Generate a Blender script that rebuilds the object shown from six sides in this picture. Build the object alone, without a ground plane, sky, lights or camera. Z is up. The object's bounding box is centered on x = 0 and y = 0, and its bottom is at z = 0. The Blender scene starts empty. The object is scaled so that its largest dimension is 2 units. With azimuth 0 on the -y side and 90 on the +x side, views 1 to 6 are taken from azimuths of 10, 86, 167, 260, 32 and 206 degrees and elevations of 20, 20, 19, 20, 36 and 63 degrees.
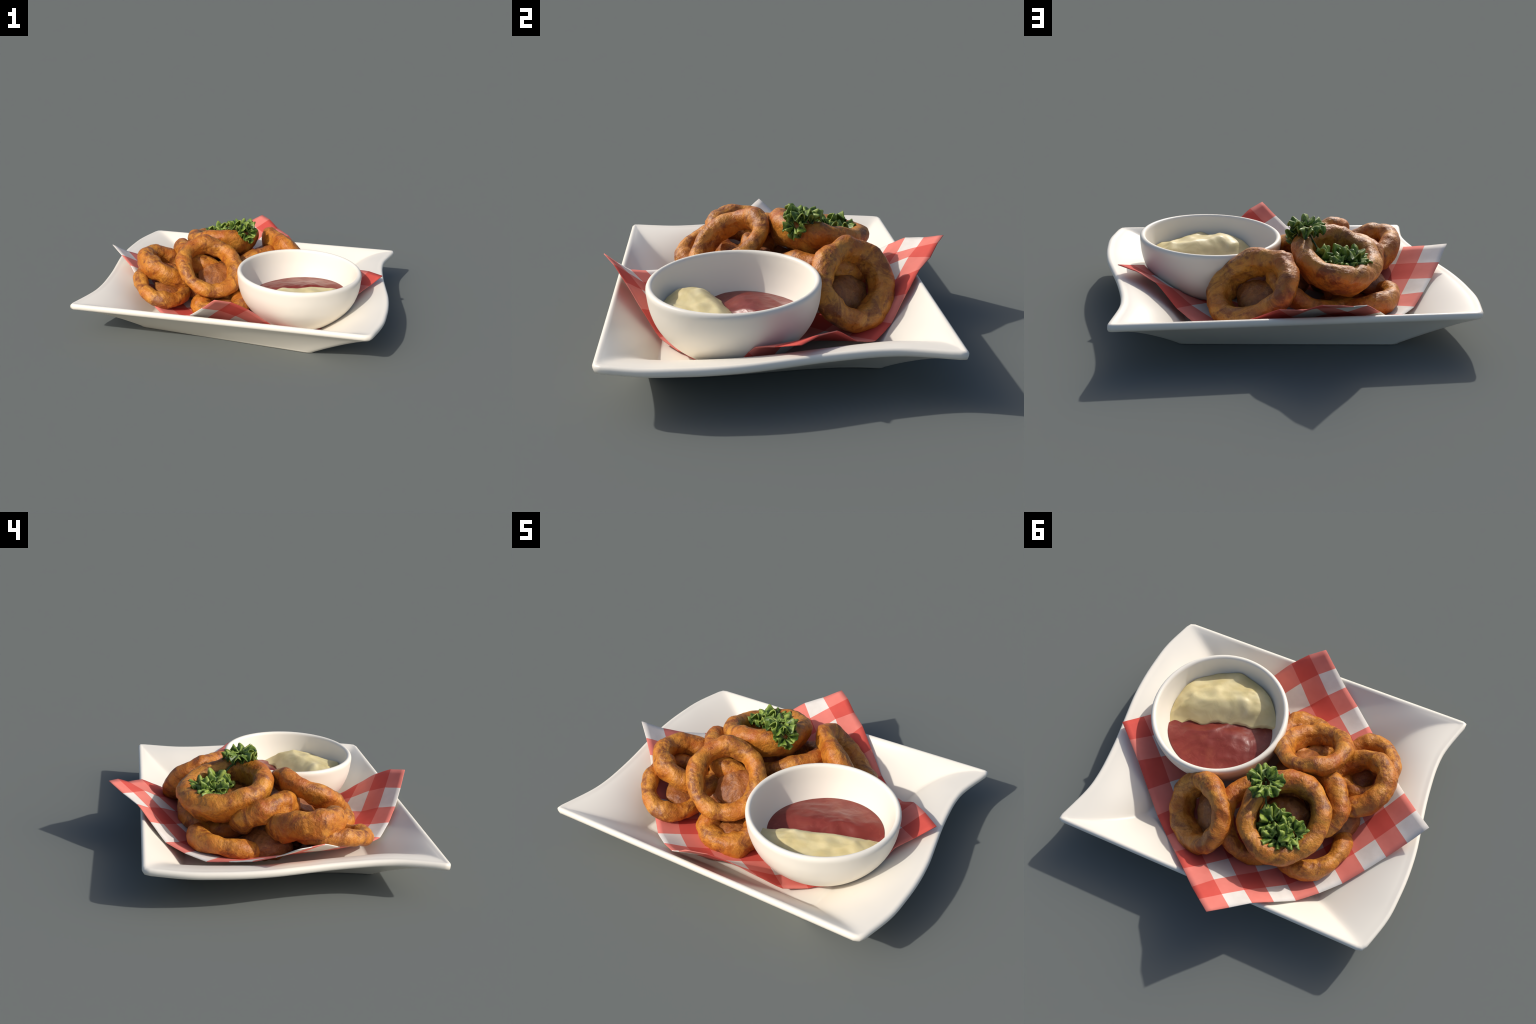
"""Onion rings on gingham paper in a square white plate, with a bowl of two sauces and parsley."""
import bpy, bmesh, math, random
import numpy as np
from mathutils import Vector, Matrix, Quaternion, noise

random.seed(7)

# ------------------------------------------------------------------ helpers
def obj_from(name, verts, faces, mats=(), smooth=True, parent=None, location=None, rotation=None):
    me = bpy.data.meshes.new(name)
    me.from_pydata([tuple(map(float, v)) for v in verts], [], faces)
    me.validate()
    for m in mats:
        me.materials.append(m)
    if smooth:
        me.polygons.foreach_set("use_smooth", [True] * len(me.polygons))
    ob = bpy.data.objects.new(name, me)
    bpy.context.scene.collection.objects.link(ob)
    if parent is not None:
        ob.parent = parent
    if location is not None:
        ob.location = location
    if rotation is not None:
        ob.rotation_mode = 'QUATERNION'
        ob.rotation_quaternion = rotation
    return ob

def tag(ob, label, category):
    ob["label"] = label
    ob["category"] = category

def catmull(points, n):
    """n samples (ends included) of a Catmull-Rom curve through 2D or 3D points."""
    p = np.array(points, float)
    p = np.vstack([2 * p[0] - p[1], p, 2 * p[-1] - p[-2]])
    segs = len(p) - 3
    out = []
    for t in np.linspace(0, segs, n):
        k = min(int(t), segs - 1)
        u = t - k
        a, b, c, d = p[k:k + 4]
        out.append(.5 * ((2 * b) + (c - a) * u + (2 * a - 5 * b + 4 * c - d) * u * u + (3 * b - a - 3 * c + d) * u ** 3))
    return np.array(out)

def fbm(x, y, z, octaves=3, gain=.5):
    s, a = 0., 1.
    v = Vector((x, y, z))
    for _ in range(octaves):
        s += a * noise.noise(v)
        v = v * 2.03
        a *= gain
    return s

# ------------------------------------------------------------------ materials
class Nodes:
    """Small wrapper that adds nodes and links to a material tree."""
    def __init__(self, name):
        self.mat = bpy.data.materials.new(name)
        self.mat.use_nodes = True
        self.t = self.mat.node_tree
        self.bsdf = self.t.nodes["Principled BSDF"]
        self.out = self.t.nodes["Material Output"]
        self.co = self.t.nodes.new("ShaderNodeTexCoord").outputs["Object"]
    def link(self, a, b):
        self.t.links.new(a, b)
    def noise(self, scale, detail=3., rough=.5, dist=0., vec=None):
        n = self.t.nodes.new("ShaderNodeTexNoise")
        n.inputs["Scale"].default_value = scale
        n.inputs["Detail"].default_value = detail
        n.inputs["Roughness"].default_value = rough
        n.inputs["Distortion"].default_value = dist
        self.link(vec or self.co, n.inputs["Vector"])
        return n.outputs["Fac"]
    def voronoi(self, scale, feature='F1'):
        n = self.t.nodes.new("ShaderNodeTexVoronoi")
        n.feature = feature
        n.inputs["Scale"].default_value = scale
        self.link(self.co, n.inputs["Vector"])
        return n.outputs["Distance"]
    def ramp(self, fac, stops):
        r = self.t.nodes.new("ShaderNodeValToRGB")
        e = r.color_ramp.elements
        e[0].position, e[0].color = stops[0][0], (*stops[0][1], 1)
        e[1].position, e[1].color = stops[-1][0], (*stops[-1][1], 1)
        for pos, col in stops[1:-1]:
            k = e.new(pos)
            k.color = (*col, 1)
        self.link(fac, r.inputs["Fac"])
        return r.outputs["Color"]
    def mix(self, fac, a, b, mode='MIX'):
        m = self.t.nodes.new("ShaderNodeMix")
        m.data_type, m.blend_type = 'RGBA', mode
        for sock, val in ((m.inputs[0], fac), (m.inputs[6], a), (m.inputs[7], b)):
            if isinstance(val, (int, float)):
                sock.default_value = val
            elif isinstance(val, tuple):
                sock.default_value = (*val, 1)
            else:
                self.link(val, sock)
        return m.outputs[2]
    def bump(self, height, strength, distance=.01):
        b = self.t.nodes.new("ShaderNodeBump")
        b.inputs["Strength"].default_value = strength
        b.inputs["Distance"].default_value = distance
        self.link(height, b.inputs["Height"])
        self.link(b.outputs["Normal"], self.bsdf.inputs["Normal"])
    def set(self, color=None, **kw):
        if color is not None:
            if isinstance(color, tuple):
                self.bsdf.inputs["Base Color"].default_value = (*color, 1)
            else:
                self.link(color, self.bsdf.inputs["Base Color"])
        for k, v in kw.items():
            self.bsdf.inputs[k.replace("_", " ")].default_value = v
        return self.mat

BW0, BW1 = (0, 0, 0), (1, 1, 1)

def make_porcelain():
    n = Nodes("white_porcelain")
    c = n.ramp(n.noise(2.5, 2), [(.35, (.845, .790, .685)), (.7, (.875, .820, .715))])
    return n.set(c, Roughness=.38, Specular_IOR_Level=.35)

def make_batter(name, tones, brown_tone, gold, brown_from):
    n = Nodes(name)
    base = n.ramp(n.noise(6, 4, .6, .6), [(.32, tones[0]), (.46, tones[1]), (.64, tones[2])])
    brown = n.ramp(n.noise(6.0, 5, .65, 1.2), [(brown_from, BW0), (brown_from + .14, BW1)])
    c = n.mix(n.mix(.85, BW0, brown), base, brown_tone)
    streak = n.ramp(n.noise(22, 4, .6, 1.8), [(.50, BW0), (.72, BW1)])
    c = n.mix(n.mix(.5, BW0, streak), c, gold)
    dark = n.ramp(n.noise(30, 3, .6, .6), [(.57, BW0), (.71, BW1)])
    c = n.mix(n.mix(.5, BW0, dark), c, (.12, .028, .012))
    blister = n.ramp(n.voronoi(55), [(.0, BW1), (.16, BW0)])
    gate = n.ramp(n.noise(9, 2), [(.55, BW0), (.65, BW1)])
    c = n.mix(n.mix(1., blister, gate, 'MULTIPLY'), c, (.72, .38, .13))
    h = n.mix(.5, n.noise(60, 4, .6), n.noise(22, 4, .6, 1.))
    n.bump(h, .65, .015)
    return n.set(c, Roughness=.44, Specular_IOR_Level=.45)

def make_paper(name, col, fibre):
    n = Nodes(name)
    c = n.ramp(n.noise(14, 4, .6), [(.3, col), (.75, fibre)])
    n.bump(n.noise(120, 3), .08, .003)
    return n.set(c, Roughness=.75, Specular_IOR_Level=.2)

def make_ketchup():
    n = Nodes("tomato_ketchup")
    c = n.ramp(n.noise(6, 4, .6, .8), [(.3, (.16, .024, .016)), (.55, (.215, .036, .026)), (.75, (.26, .06, .035))])
    streak = n.ramp(n.noise(11, 5, .6, 2.5), [(.60, BW0), (.72, BW1)])
    c = n.mix(n.mix(.5, BW0, streak), c, (.33, .10, .05))
    n.bump(n.noise(14, 4, .5, 1.), .35, .01)
    return n.set(c, Roughness=.36, Specular_IOR_Level=.4)

def make_mayonnaise():
    n = Nodes("mustard_mayonnaise")
    c = n.ramp(n.noise(7, 3, .5, .8), [(.3, (.64, .52, .24)), (.6, (.76, .64, .34)), (.8, (.80, .70, .43))])
    oil = n.ramp(n.noise(9, 3, .5, .4), [(.70, BW0), (.77, BW1)])
    c = n.mix(oil, c, (.42, .27, .05))
    n.bump(n.noise(13, 3, .5, 1.), .2, .01)
    return n.set(c, Roughness=.45, Specular_IOR_Level=.4, Subsurface_Weight=.05)

def make_parsley(name, dark, mid, light, rays=0.):
    n = Nodes(name)
    fac = n.noise(20, 4, .6, .8)
    if rays:                                      # veins, with ruffle shading painted in: ridges lighter, troughs darker around the stalk end
        sep = n.t.nodes.new("ShaderNodeSeparateXYZ")
        n.link(n.co, sep.inputs[0])
        def math_node(op, a, b=None):
            m = n.t.nodes.new("ShaderNodeMath")
            m.operation = op
            for k, v in enumerate((a, b)):
                if isinstance(v, (int, float)):
                    m.inputs[k].default_value = v
                elif v is not None:
                    n.link(v, m.inputs[k])
            return m.outputs[0]
        ang = math_node('ARCTAN2', sep.outputs[1], sep.outputs[0])
        wave = math_node('SINE', math_node('MULTIPLY', ang, rays))
        fac = math_node('ADD', fac, math_node('MULTIPLY', wave, .10))
    c = n.ramp(fac, [(.32, dark), (.47, mid), (.66, light)])
    n.bump(n.noise(60, 3), .4, .006)
    n.set(c, Roughness=.42, Specular_IOR_Level=.45)
    tr = n.t.nodes.new("ShaderNodeBsdfTranslucent")
    tr.inputs["Color"].default_value = (*light, 1)
    mx = n.t.nodes.new("ShaderNodeMixShader")
    mx.inputs[0].default_value = .15
    n.link(n.bsdf.outputs[0], mx.inputs[1])
    n.link(tr.outputs[0], mx.inputs[2])
    n.link(mx.outputs[0], n.out.inputs["Surface"])
    return n.mat

PORCELAIN = make_porcelain()
BATTER = make_batter("fried_batter", [(.38, .092, .011), (.51, .172, .018), (.63, .275, .036)], (.180, .042, .014), (.64, .28, .045), .475)
BATTER_DARK = make_batter("dark_filler_batter", [(.22, .062, .014), (.33, .110, .024), (.43, .175, .045)], (.13, .036, .016), (.42, .18, .050), .48)  # batter tone of the added filler lumps
PAPER_DARK = make_paper("paper_red", (.62, .085, .065), (.66, .10, .075))
PAPER_LIGHT = make_paper("paper_light_red", (.72, .195, .155), (.76, .225, .18))
PAPER_WHITE = make_paper("paper_white", (.70, .65, .59), (.78, .735, .68))
KETCHUP = make_ketchup()
MAYONNAISE = make_mayonnaise()
LEAF_GREEN = make_parsley("parsley_leaf", (.018, .048, .012), (.135, .225, .030), (.36, .45, .09), 6.5)
STEM_GREEN = make_parsley("parsley_stem", (.03, .08, .015), (.06, .12, .03), (.12, .2, .05))

# ------------------------------------------------------------------ plate
PC = np.array([.004, -.065])                 # the plate has a half-turn symmetry about this point
PER_SIDE = 56
# one wavy side and one straight side of the rim (relative to the plate centre); the rest by half turn
WAVY = [(.905, -.798), (.968, -.590), (.986, -.440), (.992, -.300), (.985, -.150), (.964, .0),
        (.942, .150), (.928, .300), (.924, .420), (.938, .545), (1.004, .767)]
STRAIGHT = [(1.004, .767), (.40, .776), (-.25, .786), (-.905, .798)]
FOOT_WAVY = [(.538, -.622), (.595, -.44), (.604, -.26), (.600, -.07), (.592, .11), (.597, .28), (.612, .39), (.634, .490)]
FLOOR_WAVY = [(.540, -.560), (.568, -.30), (.575, .0), (.580, .28), (.602, .478)]
def dense_loop(side_a, side_b):
    a = catmull(side_a, PER_SIDE + 1)[:-1]
    b = catmull(side_b, PER_SIDE + 1)[:-1]
    loop = np.vstack([a, b, -a, -b])
    return loop

def smooth_loop(loop, it):
    for _ in range(it):
        loop = .5 * loop + .25 * (np.roll(loop, 1, 0) + np.roll(loop, -1, 0))
    return loop

def inset_loop(loop, d):
    tan = np.roll(loop, -1, 0) - np.roll(loop, 1, 0)
    tan /= np.linalg.norm(tan, axis=1, keepdims=True)
    nrm = np.stack([-tan[:, 1], tan[:, 0]], 1)          # loop runs counter-clockwise: inward normal
    return loop + nrm * d

def turned(p):
    return (-p[0], -p[1])

rim_loop = smooth_loop(dense_loop(WAVY, STRAIGHT), 1)
foot_loop = smooth_loop(dense_loop(FOOT_WAVY, [FOOT_WAVY[-1], turned(FOOT_WAVY[0])]), 3)
foot_loop[:, 0] += .010 + .014 * (foot_loop[:, 0] < 0) * np.exp(-(foot_loop[:, 1] / .3) ** 2)   # not quite symmetric
floor_loop = smooth_loop(dense_loop(FLOOR_WAVY, [FLOOR_WAVY[-1], turned(FLOOR_WAVY[0])]), 3)
rim_in = smooth_loop(inset_loop(rim_loop, .028), 2)

# how the wall rises: exponent along the loop (1 = straight slope, more = steep first, flat at the rim)
def around(corner_blunt, mid_wavy, corner_sharp, mid_straight):
    n = PER_SIDE
    keys = [(0, corner_blunt), (n * .5, mid_wavy), (n, corner_sharp), (n * 1.25, mid_straight), (n * 1.75, mid_straight), (2 * n, corner_blunt)]
    k = np.interp(np.arange(2 * n), [a for a, _ in keys], [b for _, b in keys])
    k = np.concatenate([k, k])
    return smooth_loop(k[:, None], 60)[:, 0]

outer_rise = around(1.2, .98, 1.45, 1.10)
outer_rise[2 * PER_SIDE:3 * PER_SIDE] += .12 * np.sin(np.linspace(0, np.pi, PER_SIDE)) ** 2
inner_rise = around(1.5, 1.42, 1.95, .80)
idx = np.arange(4 * PER_SIDE)
near_sharp = np.zeros((4 * PER_SIDE, 2))
for c, sgn in ((PER_SIDE, 1), (3 * PER_SIDE, -1)):
    w = np.exp(-((idx - c) / 9.) ** 2)
    near_sharp += sgn * w[:, None] * np.array([-.030, .036])   # the inner crease bends off the diagonal

def build_plate():
    prof = []                                            # (2D loop, z per point) from underside centre to inner centre
    one = np.ones(4 * PER_SIDE)
    for q in (.02, .4, .8, .96):
        prof.append((foot_loop * q, one * (.003 if q < .9 else .0)))
    prof.append((foot_loop, one * 0))
    out = inset_loop(rim_loop, .012)
    for t in (.02, .06, .12, .2, .3, .4, .5, .6, .7, .8, .9, .97):
        prof.append((foot_loop + (out - foot_loop) * t, .003 + .198 * (1 - (1 - t) ** outer_rise)))
    for d, z in ((.012, .203), (.004, .208), (0, .218), (0, .229), (.004, .237), (.012, .242), (.022, .241)):
        prof.append((inset_loop(rim_loop, d) if d else rim_loop, one * z))
    for t in (.985, .95, .91, .86, .78, .7, .6, .5, .4, .3, .2, .12, .06, .02, 0.):
        z = .048 + .189 * (1 - (1 - t) ** inner_rise)
        prof.append((floor_loop + (rim_in - floor_loop) * t + near_sharp * 4 * t * (1 - t), z))
    for q in (.97, .8, .4, .02):
        prof.append((floor_loop * q, one * .047))
    n = len(foot_loop)
    verts, faces = [], []
    for lp, z in prof:
        verts += [(p[0], p[1], h) for p, h in zip(lp, z)]
    for k in range(len(prof) - 1):
        for i in range(n):
            j = (i + 1) % n
            faces.append((k * n + i, k * n + j, (k + 1) * n + j, (k + 1) * n + i))
    faces.append(tuple(range(n - 1, -1, -1)))
    last = (len(prof) - 1) * n
    faces.append(tuple(last + i for i in range(n)))
    ob = obj_from("serving_plate", verts, faces, [PORCELAIN], location=(PC[0], PC[1], 0))
    tag(ob, "square white porcelain plate with wavy flared rim", "plate")
    return ob

build_plate()

# ------------------------------------------------------------------ dip bowl
BOWL_AT = Vector((.392, -.247, 0.))

def revolve(profile, n=96):
    verts, faces = [], []
    for r, z in profile:
        verts += [(r * math.cos(2 * math.pi * i / n), r * math.sin(2 * math.pi * i / n), z) for i in range(n)]
    for k in range(len(profile) - 1):
        for i in range(n):
            j = (i + 1) % n
            faces.append((k * n + i, k * n + j, (k + 1) * n + j, (k + 1) * n + i))
    faces.append(tuple(range(n - 1, -1, -1)))
    last = (len(profile) - 1) * n
    faces.append(tuple(last + i for i in range(n)))
    return verts, faces

OUTER = catmull([(.21, .051), (.245, .057), (.285, .085), (.335, .135), (.378, .20), (.403, .275), (.412, .350)], 26)
LIP = [(.413, .362), (.412, .372), (.408, .380), (.402, .385), (.394, .386), (.387, .383), (.382, .376), (.380, .366)]
INNER = catmull([(.377, .350), (.361, .28), (.328, .20), (.275, .135), (.21, .10), (.12, .084), (.01, .08)], 26)
bv, bf = revolve([(.01, .056), (.19, .056), (.2, .051)] + [tuple(p) for p in OUTER] + LIP + [tuple(p) for p in INNER])
bowl = obj_from("dip_bowl", bv, bf, [PORCELAIN], location=BOWL_AT)
tag(bowl, "round white bowl with ketchup and mayonnaise", "bowl")

def inner_radius(z):
    pts = sorted((p[1], p[0]) for p in INNER)
    return float(np.interp(z, [p[0] for p in pts], [p[1] for p in pts]))

# frame of the two sauces: u runs along their border, v towards the mayonnaise
SU = Vector((.94, .34, 0)).normalized()
SV = Vector((.34, -.94, 0)).normalized()

def build_sauce(name, mat, height, inside, rows=44, cols=90):
    """Half disc of sauce that fills its side of the bowl: a height field on polar strips across the border."""
    top, n_u, n_v = [], cols, rows
    zb = .2
    for j in range(n_v + 1):
        for i in range(n_u + 1):
            a, b = inside(i / n_u, j / n_v)
            p = SU * a + SV * b
            z = height(a, b)
            top.append((p.x, p.y, z))
    faces, w = [], n_u + 1
    for j in range(n_v):
        for i in range(n_u):
            faces.append((j * w + i, j * w + i + 1, (j + 1) * w + i + 1, (j + 1) * w + i))
    m = len(top)
    verts = top + [(x * .9, y * .9, .13) for x, y, z in top]
    for f in list(faces):
        faces.append(tuple(reversed([k + m for k in f])))
    border = [i for i in range(w)] + [j * w + n_u for j in range(1, n_v + 1)] + \
             [n_v * w + i for i in range(n_u - 1, -1, -1)] + [j * w for j in range(n_v - 1, 0, -1)]
    for k in range(len(border)):
        a, b = border[k], border[(k + 1) % len(border)]
        faces.append((b, a, a + m, b + m))
    ob = obj_from(name, verts, faces, [mat], parent=bowl)
    bm = bmesh.new(); bm.from_mesh(ob.data)
    bmesh.ops.recalc_face_normals(bm, faces=bm.faces)
    bm.to_mesh(ob.data); bm.free()
    ob.data.polygons.foreach_set("use_smooth", [True] * len(ob.data.polygons))
    return ob

def swirl(a, b, o, f):
    """Folds left by a spoon: sharp-crested ripples along a warped direction."""
    w = f * b + 2.2 * fbm(a * 3.5 + o, b * 3.5, o) + 6 * a
    return 1 - abs(math.sin(w))

def ketchup_height(a, b):
    inner = max(0., 1 - (math.hypot(a, b) / .335) ** 4)
    z = .194 + .020 * (a / .33) + .050 * math.exp(-((a + .01) / .24) ** 2 - ((b + .10) / .13) ** 2)
    z += inner * (.010 * fbm(a * 7 + 3, b * 9, .3) + .013 * (swirl(a, b, 3., 13) - .4))
    return z - .008 * math.exp(-((b - .01) / .05) ** 2)

def mayonnaise_height(a, b):
    t = min(1., max(0., (b + .02) / .15))
    rise = t * t * (3 - 2 * t)
    ends = max(0., 1 - (abs(a) / .36) ** 3)
    body = rise * ends
    z = .198 + .113 * body - .045 * max(0., (b - .19) / .16)
    return z + (.014 * fbm(a * 6 + 1, b * 8, 5.) + .014 * (swirl(a, b, 7., 13) - .45)) * min(1., body * 2)

def ketchup_area(s, t):
    a0 = (s * 2 - 1)
    R = .333
    b_hi = .06                                    # runs a little under the mayonnaise
    ang = math.pi * (1 - s)
    a = R * math.cos(ang)
    b_lo = -R * math.sin(ang)
    return a, b_hi * math.sin(ang) * (1 - t) + b_lo * t

def mayonnaise_area(s, t):
    ang = math.pi * (1 - s)
    a = .335 * math.cos(ang)
    wob = .030 * fbm(a * 8, 1.7, .4) + .010 * math.sin(a * 40)
    return a, (.012 + wob) * (1 - t) + (.352 * math.sin(ang)) * t

build_sauce("ketchup", KETCHUP, ketchup_height, ketchup_area)
build_sauce("mayonnaise", MAYONNAISE, mayonnaise_height, mayonnaise_area)

# ------------------------------------------------------------------ gingham paper
CELLS = 10
# plan of the four edges, every second cell (u from the +y corner to the -x one, v from the +y to the +x one)
EDGE_U0 = [(-.071, .894), (.076, .785), (.285, .608), (.527, .405), (.739, .187), (.936, .006)]
EDGE_U1 = [(-.997, -.026), (-.798, -.208), (-.615, -.430), (-.435, -.632), (-.213, -.788), (-.032, -.894)]
EDGE_V0 = [(-.071, .894), (-.260, .738), (-.454, .591), (-.656, .389), (-.832, .175), (-.997, -.026)]
EDGE_V1 = [(.936, .006), (.765, -.205), (.560, -.430), (.357, -.615), (.151, -.777), (-.032, -.894)]
# heights every second cell: rows run with u (from the +y corner to the -x one), columns with v
LIFT = [[.381, .325, .205, .085, .245, .291],
        [.308, .215, .100, .062, .110, .215],
        [.171, .095, .064, .056, .056, .080],
        [.151, .090, .062, .056, .058, .085],
        [.227, .150, .085, .075, .131, .306],
        [.365, .283, .180, .135, .236, .394]]

FINE = 101
EDGES = {k: catmull(e, FINE) for k, e in (("u0", EDGE_U0), ("u1", EDGE_U1), ("v0", EDGE_V0), ("v1", EDGE_V1))}
_rows = np.array([catmull([(c, 0) for c in r], FINE)[:, 0] for r in LIFT])
LIFT_FINE = np.array([catmull([(c, 0) for c in _rows[:, k]], FINE)[:, 0] for k in range(FINE)]).T

def bowl_underside(r):
    return float(np.interp(r, [p[0] for p in OUTER], [p[1] for p in OUTER]))

def paper_point(u, v):
    a, b = int(round(u * (FINE - 1))), int(round(v * (FINE - 1)))
    p = (1 - v) * EDGES["v0"][a] + v * EDGES["v1"][a] + (1 - u) * EDGES["u0"][b] + u * EDGES["u1"][b]
    p = p - ((1 - u) * (1 - v) * EDGES["u0"][0] + u * (1 - v) * EDGES["u1"][0] + (1 - u) * v * EDGES["u0"][-1] + u * v * EDGES["u1"][-1])
    return p[0], p[1], float(LIFT_FINE[a, b])

def under_bowl(x, y, z):
    """The bowl stands on the paper and presses it down."""
    r = math.hypot(x - BOWL_AT.x, y - BOWL_AT.y)
    return min(z, bowl_underside(r) - .007) if r < .415 else z

def build_paper():
    sub = 4
    rng = random.Random(5)
    knots = [[0] * (CELLS + 1) for _ in range(CELLS + 1)]
    for i in range(CELLS + 1):
        for j in range(CELLS + 1):
            x, y, z = paper_point(i / CELLS, j / CELLS)
            crumple = rng.uniform(-.011, .011) if z > .12 and not ((i in (0, CELLS)) and (j in (0, CELLS))) else rng.uniform(0, .004)
            knots[i][j] = Vector((x, y, z + crumple))
    for (i, j), z in (((0, 1), .370), ((0, 2), .315), ((0, 3), .300), ((0, 5), .105), ((0, 7), .141), ((0, 9), .288), ((1, 1), .316), ((1, 2), .298),
                      ((9, 9), .285), ((9, 8), .190), ((8, 9), .225), ((8, 8), .122), ((9, 1), .251), ((8, 1), .191)):
        knots[i][j].z = z                                 # creases near the raised corners
    n = CELLS * sub + 1
    verts = []
    for a in range(n):
        for b in range(n):
            i, j = min(a // sub, CELLS - 1), min(b // sub, CELLS - 1)
            s, t = a / sub - i, b / sub - j
            p = (knots[i][j] * (1 - s) + knots[i + 1][j] * s) * (1 - t) + (knots[i][j + 1] * (1 - s) + knots[i + 1][j + 1] * s) * t
            q = Vector(paper_point(a / (n - 1), b / (n - 1)))
            p.z = under_bowl(p.x, p.y, max(.058, .75 * p.z + .25 * q.z))
            verts.append(tuple(p))
    faces, slot = [], []
    for a in range(n - 1):
        for b in range(n - 1):
            faces.append((a * n + b, a * n + b + 1, (a + 1) * n + b + 1, (a + 1) * n + b))
            i, j = a // sub, b // sub
            bands = (i % 2 == 0) + (j % 2 == 1)          # gingham: two crossing sets of bands
            slot.append(2 - bands)
    ob = obj_from("paper_liner", verts, faces, [PAPER_DARK, PAPER_LIGHT, PAPER_WHITE])
    ob.data.polygons.foreach_set("material_index", slot)
    m = ob.modifiers.new("thickness", 'SOLIDIFY')
    m.thickness, m.offset = .004, 0
    tag(ob, "red and white gingham paper sheet lining a plate", "paper")
    return ob

build_paper()

# ------------------------------------------------------------------ onion rings
def ring_frame(normal, turn):
    n = Vector(normal).normalized()
    a = n.cross(Vector((0, 0, 1))).normalized()
    b = n.cross(a)
    ca, sa = math.cos(turn), math.sin(turn)
    a, b = a * ca + b * sa, b * ca - a * sa
    return Matrix((a, b, n)).transposed().to_quaternion()

def lumps(p, o):
    """Relief of the batter as a factor on the local thickness."""
    k = 1 + .13 * noise.noise(p * 11 + Vector((o, 0, 0))) + .075 * noise.noise(p * 24 + Vector((0, o, 0)))
    k += .10 * (.28 - abs(noise.noise(p * 13 + Vector((0, 0, o)))))
    return k + .025 * noise.noise(p * 55 + Vector((o, o, 0)))

def build_ring(seed, centre, normal, radius, tube, squash=1., turn=0., skirt=1., taper=.15):
    """Lumpy battered ring: an ellipse (radius, radius*squash) turned in its plane, with a wandering tube;
    skirt stretches the tube on its lower side, as a deep onion slice does; taper draws that side in, like a cup."""
    nu, nv = 200, 60
    verts, faces = [], []
    o = seed * 17.3
    for i in range(nu):
        u = 2 * math.pi * i / nu
        cu, su = math.cos(u), math.sin(u)
        wob = 1 + .05 * noise.noise(Vector((cu * 1.6 + o, su * 1.6, .5)))
        c = Vector((radius * cu * wob, radius * squash * su * wob, .016 * noise.noise(Vector((cu * 1.5, su * 1.5 + o, 3.)))))
        d = Vector((radius * squash * cu, radius * su, 0)).normalized()
        th = tube * (.95 + .24 * noise.noise(Vector((cu * 1.9 - o, su * 1.9, 9.))))
        for j in range(nv):
            v = 2 * math.pi * j / nv
            cv, sv = math.cos(v), math.sin(v)
            e = d * cv * (1 if sv > 0 else 1 - .12 * (skirt - 1) * sv * sv) + Vector((0, 0, sv * (skirt if sv < 0 else 1)))
            if sv < 0:
                e += d * (taper * skirt * sv)
            p = c + e * th
            verts.append(c + e * th * lumps(p, o))
    for i in range(nu):
        for j in range(nv):
            i2, j2 = (i + 1) % nu, (j + 1) % nv
            faces.append((i * nv + j, i2 * nv + j, i2 * nv + j2, i * nv + j2))
    ob = obj_from("onion_ring", verts, faces, [BATTER], location=Vector(centre), rotation=ring_frame(normal, turn))
    tag(ob, "golden brown lumpy battered fried onion ring", "onion ring")
    return ob

def build_filler(seed, centre, normal, size):
    """Lumpy filler blob added under the rings, seen through their holes."""
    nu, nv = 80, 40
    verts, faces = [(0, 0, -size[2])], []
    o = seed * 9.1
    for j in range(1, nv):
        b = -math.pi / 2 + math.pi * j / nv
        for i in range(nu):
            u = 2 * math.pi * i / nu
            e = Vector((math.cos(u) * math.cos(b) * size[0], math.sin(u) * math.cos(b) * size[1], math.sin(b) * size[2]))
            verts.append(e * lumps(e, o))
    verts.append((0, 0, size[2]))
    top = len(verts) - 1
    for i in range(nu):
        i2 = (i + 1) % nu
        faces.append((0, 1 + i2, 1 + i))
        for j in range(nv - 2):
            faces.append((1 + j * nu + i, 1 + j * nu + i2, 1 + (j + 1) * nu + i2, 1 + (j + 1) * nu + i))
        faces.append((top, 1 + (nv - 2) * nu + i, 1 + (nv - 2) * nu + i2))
    ob = obj_from("filler_lump", verts, faces, [BATTER_DARK], location=Vector(centre), rotation=ring_frame(normal, 0))
    tag(ob, "lumpy batter-coloured filler added under the rings", "onion piece")
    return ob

RINGS = [  # centre, normal, radius, tube, squash, turn, skirt, taper
    ((-.238, .245, .406), (-.127, .242, .962), .219, .059, .90, .724, 2.3, .22),    # top cup, holds the parsley
    ((.246, .350, .266), (.605, .443, .662), .217, .061, .80, .524, 1.5, .35),      # leaning by the bowl
    ((-.217, -.247, .349), (.283, -.449, .847), .208, .053, .865, 1.50, 1.4, .35),  # leaning at the front
    ((-.526, -.165, .288), (.470, .085, .875), .156, .062, 1.15, .17, 1.6, .1),
    ((-.537, -.310, .217), (.323, -.125, .938), .198, .054, .76, .65, .9, .0),
    ((-.351, .033, .286), (.476, .348, .808), .177, .062, .814, .366, 1.3, .1),
    ((-.403, .224, .133), (.194, -.199, .961), .177, .058, 1.12, -.908, 1.1, .0),
    ((-.103, -.385, .142), (.0, -.15, 1.), .130, .068, .95, .0, 1.2, .0),
    ((-.085, .245, .228), (-.36, .20, .90), .205, .058, 1.05, 1.283, 1.3, .2),
]
for k, r in enumerate(RINGS):
    build_ring(k + 1, *r)

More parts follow.
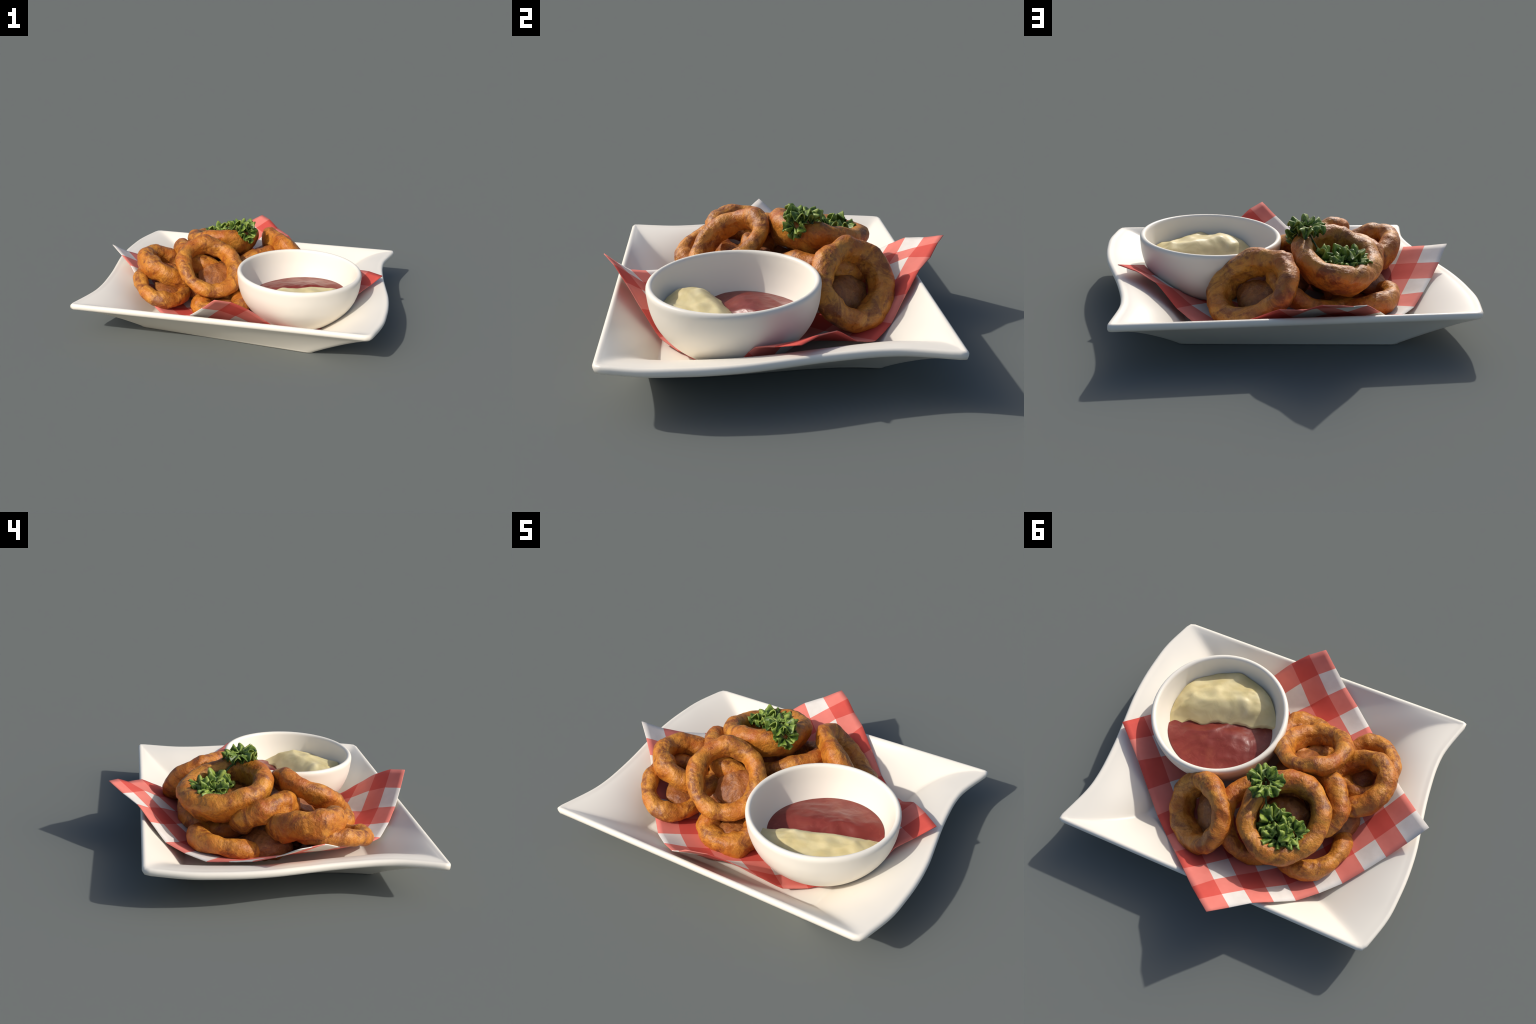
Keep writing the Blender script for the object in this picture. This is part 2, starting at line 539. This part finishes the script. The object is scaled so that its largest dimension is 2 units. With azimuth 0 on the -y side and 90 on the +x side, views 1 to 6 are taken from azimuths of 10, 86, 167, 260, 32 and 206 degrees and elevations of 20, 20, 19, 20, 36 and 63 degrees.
FILLERS = [  # centre, normal, half sizes: added lumps filling the holes of the rings from behind
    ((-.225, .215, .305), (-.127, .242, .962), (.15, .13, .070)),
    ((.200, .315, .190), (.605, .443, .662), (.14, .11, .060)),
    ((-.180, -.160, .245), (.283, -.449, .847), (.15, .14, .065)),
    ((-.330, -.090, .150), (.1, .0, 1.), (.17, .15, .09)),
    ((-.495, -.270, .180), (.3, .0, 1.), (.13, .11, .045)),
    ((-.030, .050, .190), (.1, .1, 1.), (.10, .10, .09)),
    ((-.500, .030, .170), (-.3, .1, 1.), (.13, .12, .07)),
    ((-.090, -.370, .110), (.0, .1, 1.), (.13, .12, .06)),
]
for k, p in enumerate(FILLERS):
    build_filler(k + 40, *p)

# ------------------------------------------------------------------ parsley
RAYS = 6.5                                        # ruffles of a leaflet per radian of its fan

def leaflet_mesh(seed, size):
    """Curly fan-shaped leaflet: lobed outline, ruffled towards its edge, stalk end at the origin, tip along +x."""
    rng = random.Random(seed)
    nth, nr = 72, 14
    ph, cup = rng.uniform(0, 6), rng.uniform(.30, .60)
    verts, faces = [], []
    for i in range(nth + 1):
        th = -1.75 + 3.5 * i / nth
        lobe = .72 + .28 * abs(math.cos(th * 1.5 + ph * .1)) ** .7
        R = size * lobe * (1 + .06 * math.sin(th * 13 + ph)) * (1 + .10 * math.sin(RAYS * th)) * (1 - .15 * abs(th) / 1.75)
        for j in range(nr + 1):
            f = .05 + .95 * j / nr
            x, y = R * f * math.cos(th), R * f * math.sin(th)
            z = size * (.30 * f ** 1.3 * math.sin(RAYS * th) - cup * f * f + .25 * f)
            z += size * .16 * f * noise.noise(Vector((x, y, seed)) * (2.2 / size))
            verts.append((x, y, z))
    w = nr + 1
    for i in range(nth):
        for j in range(nr):
            faces.append((i * w + j, i * w + j + 1, (i + 1) * w + j + 1, (i + 1) * w + j))
    return verts, faces

def build_leaflet(seed, parent, at, tip, up, size):
    verts, faces = leaflet_mesh(seed, size)
    x = Vector(tip).normalized()
    z = (Vector(up) - x * Vector(up).dot(x)).normalized()
    y = z.cross(x)
    q = Matrix((x, y, z)).transposed().to_quaternion()
    ob = obj_from("leaflet", verts, faces, [LEAF_GREEN], parent=parent, location=Vector(at) - parent.location, rotation=q)
    m = ob.modifiers.new("thickness", 'SOLIDIFY')
    m.thickness, m.offset = .005, 0
    return ob

def build_stem(parent, pts, r0, r1):
    path = catmull(pts, 24)
    verts, faces, n = [], [], 8
    for k, p in enumerate(path):
        t = path[min(k + 1, 23)] - path[max(k - 1, 0)]
        t = Vector(t).normalized()
        a = t.cross(Vector((1, .2, .1))).normalized(); b = t.cross(a)
        r = r0 + (r1 - r0) * k / 23
        for i in range(n):
            w = 2 * math.pi * i / n
            verts.append(Vector(p) - parent.location + a * r * math.cos(w) + b * r * math.sin(w))
    for k in range(23):
        for i in range(n):
            j = (i + 1) % n
            faces.append((k * n + i, k * n + j, (k + 1) * n + j, (k + 1) * n + i))
    faces.append(tuple(range(n - 1, -1, -1))); faces.append(tuple(23 * n + i for i in range(n)))
    return obj_from("stem", verts, faces, [STEM_GREEN], parent=parent)

def build_sprig(at, clusters, stems, label):
    root = bpy.data.objects.new("parsley_sprig", None)
    root.location = Vector(at)
    bpy.context.scene.collection.objects.link(root)
    tag(root, label, "parsley")
    for seed, centre, out, count, size in clusters:
        rng = random.Random(seed)
        o = Vector(out).normalized()
        a = o.cross(Vector((.3, .9, .1))).normalized(); b = o.cross(a)
        for k in range(count):
            ang = 2 * math.pi * (k + rng.uniform(-.25, .25)) / count
            side = a * math.cos(ang) + b * math.sin(ang)
            lean = (.05, .5, 1.1)[k % 3] + rng.uniform(-.2, .3)
            tip = side + o * lean
            build_leaflet(seed * 10 + k, root, Vector(centre) - o * size * .45 + side * size * (.5 - .2 * lean), tip, o - side * .3, size * rng.uniform(.85, 1.15))
    for s in stems:
        build_stem(root, *s)
    return root

build_sprig((-.24, .33, .40),
            [(11, (-.200, .305, .425), (.05, .15, 1), 9, .086),
             (12, (-.325, .320, .440), (-.2, .05, 1), 7, .070),
             (13, (-.258, .380, .435), (-.05, .35, 1), 6, .066)],
            [([(-.195, .30, .43), (-.14, .25, .43), (-.11, .2, .47)], .007, .005),
             ([(-.33, .33, .41), (-.27, .34, .39), (-.20, .31, .41)], .007, .006)],
            "curly green parsley sprig lying on a fried ring")
build_sprig((-.09, .14, .48),
            [(21, (-.085, .140, .568), (.0, .1, 1), 8, .070),
             (22, (-.025, .090, .505), (.6, -.5, .5), 6, .058)],
            [([(-.085, .135, .53), (-.10, .17, .49), (-.11, .2, .47)], .007, .006)],
            "curly green parsley tuft on top of rings")
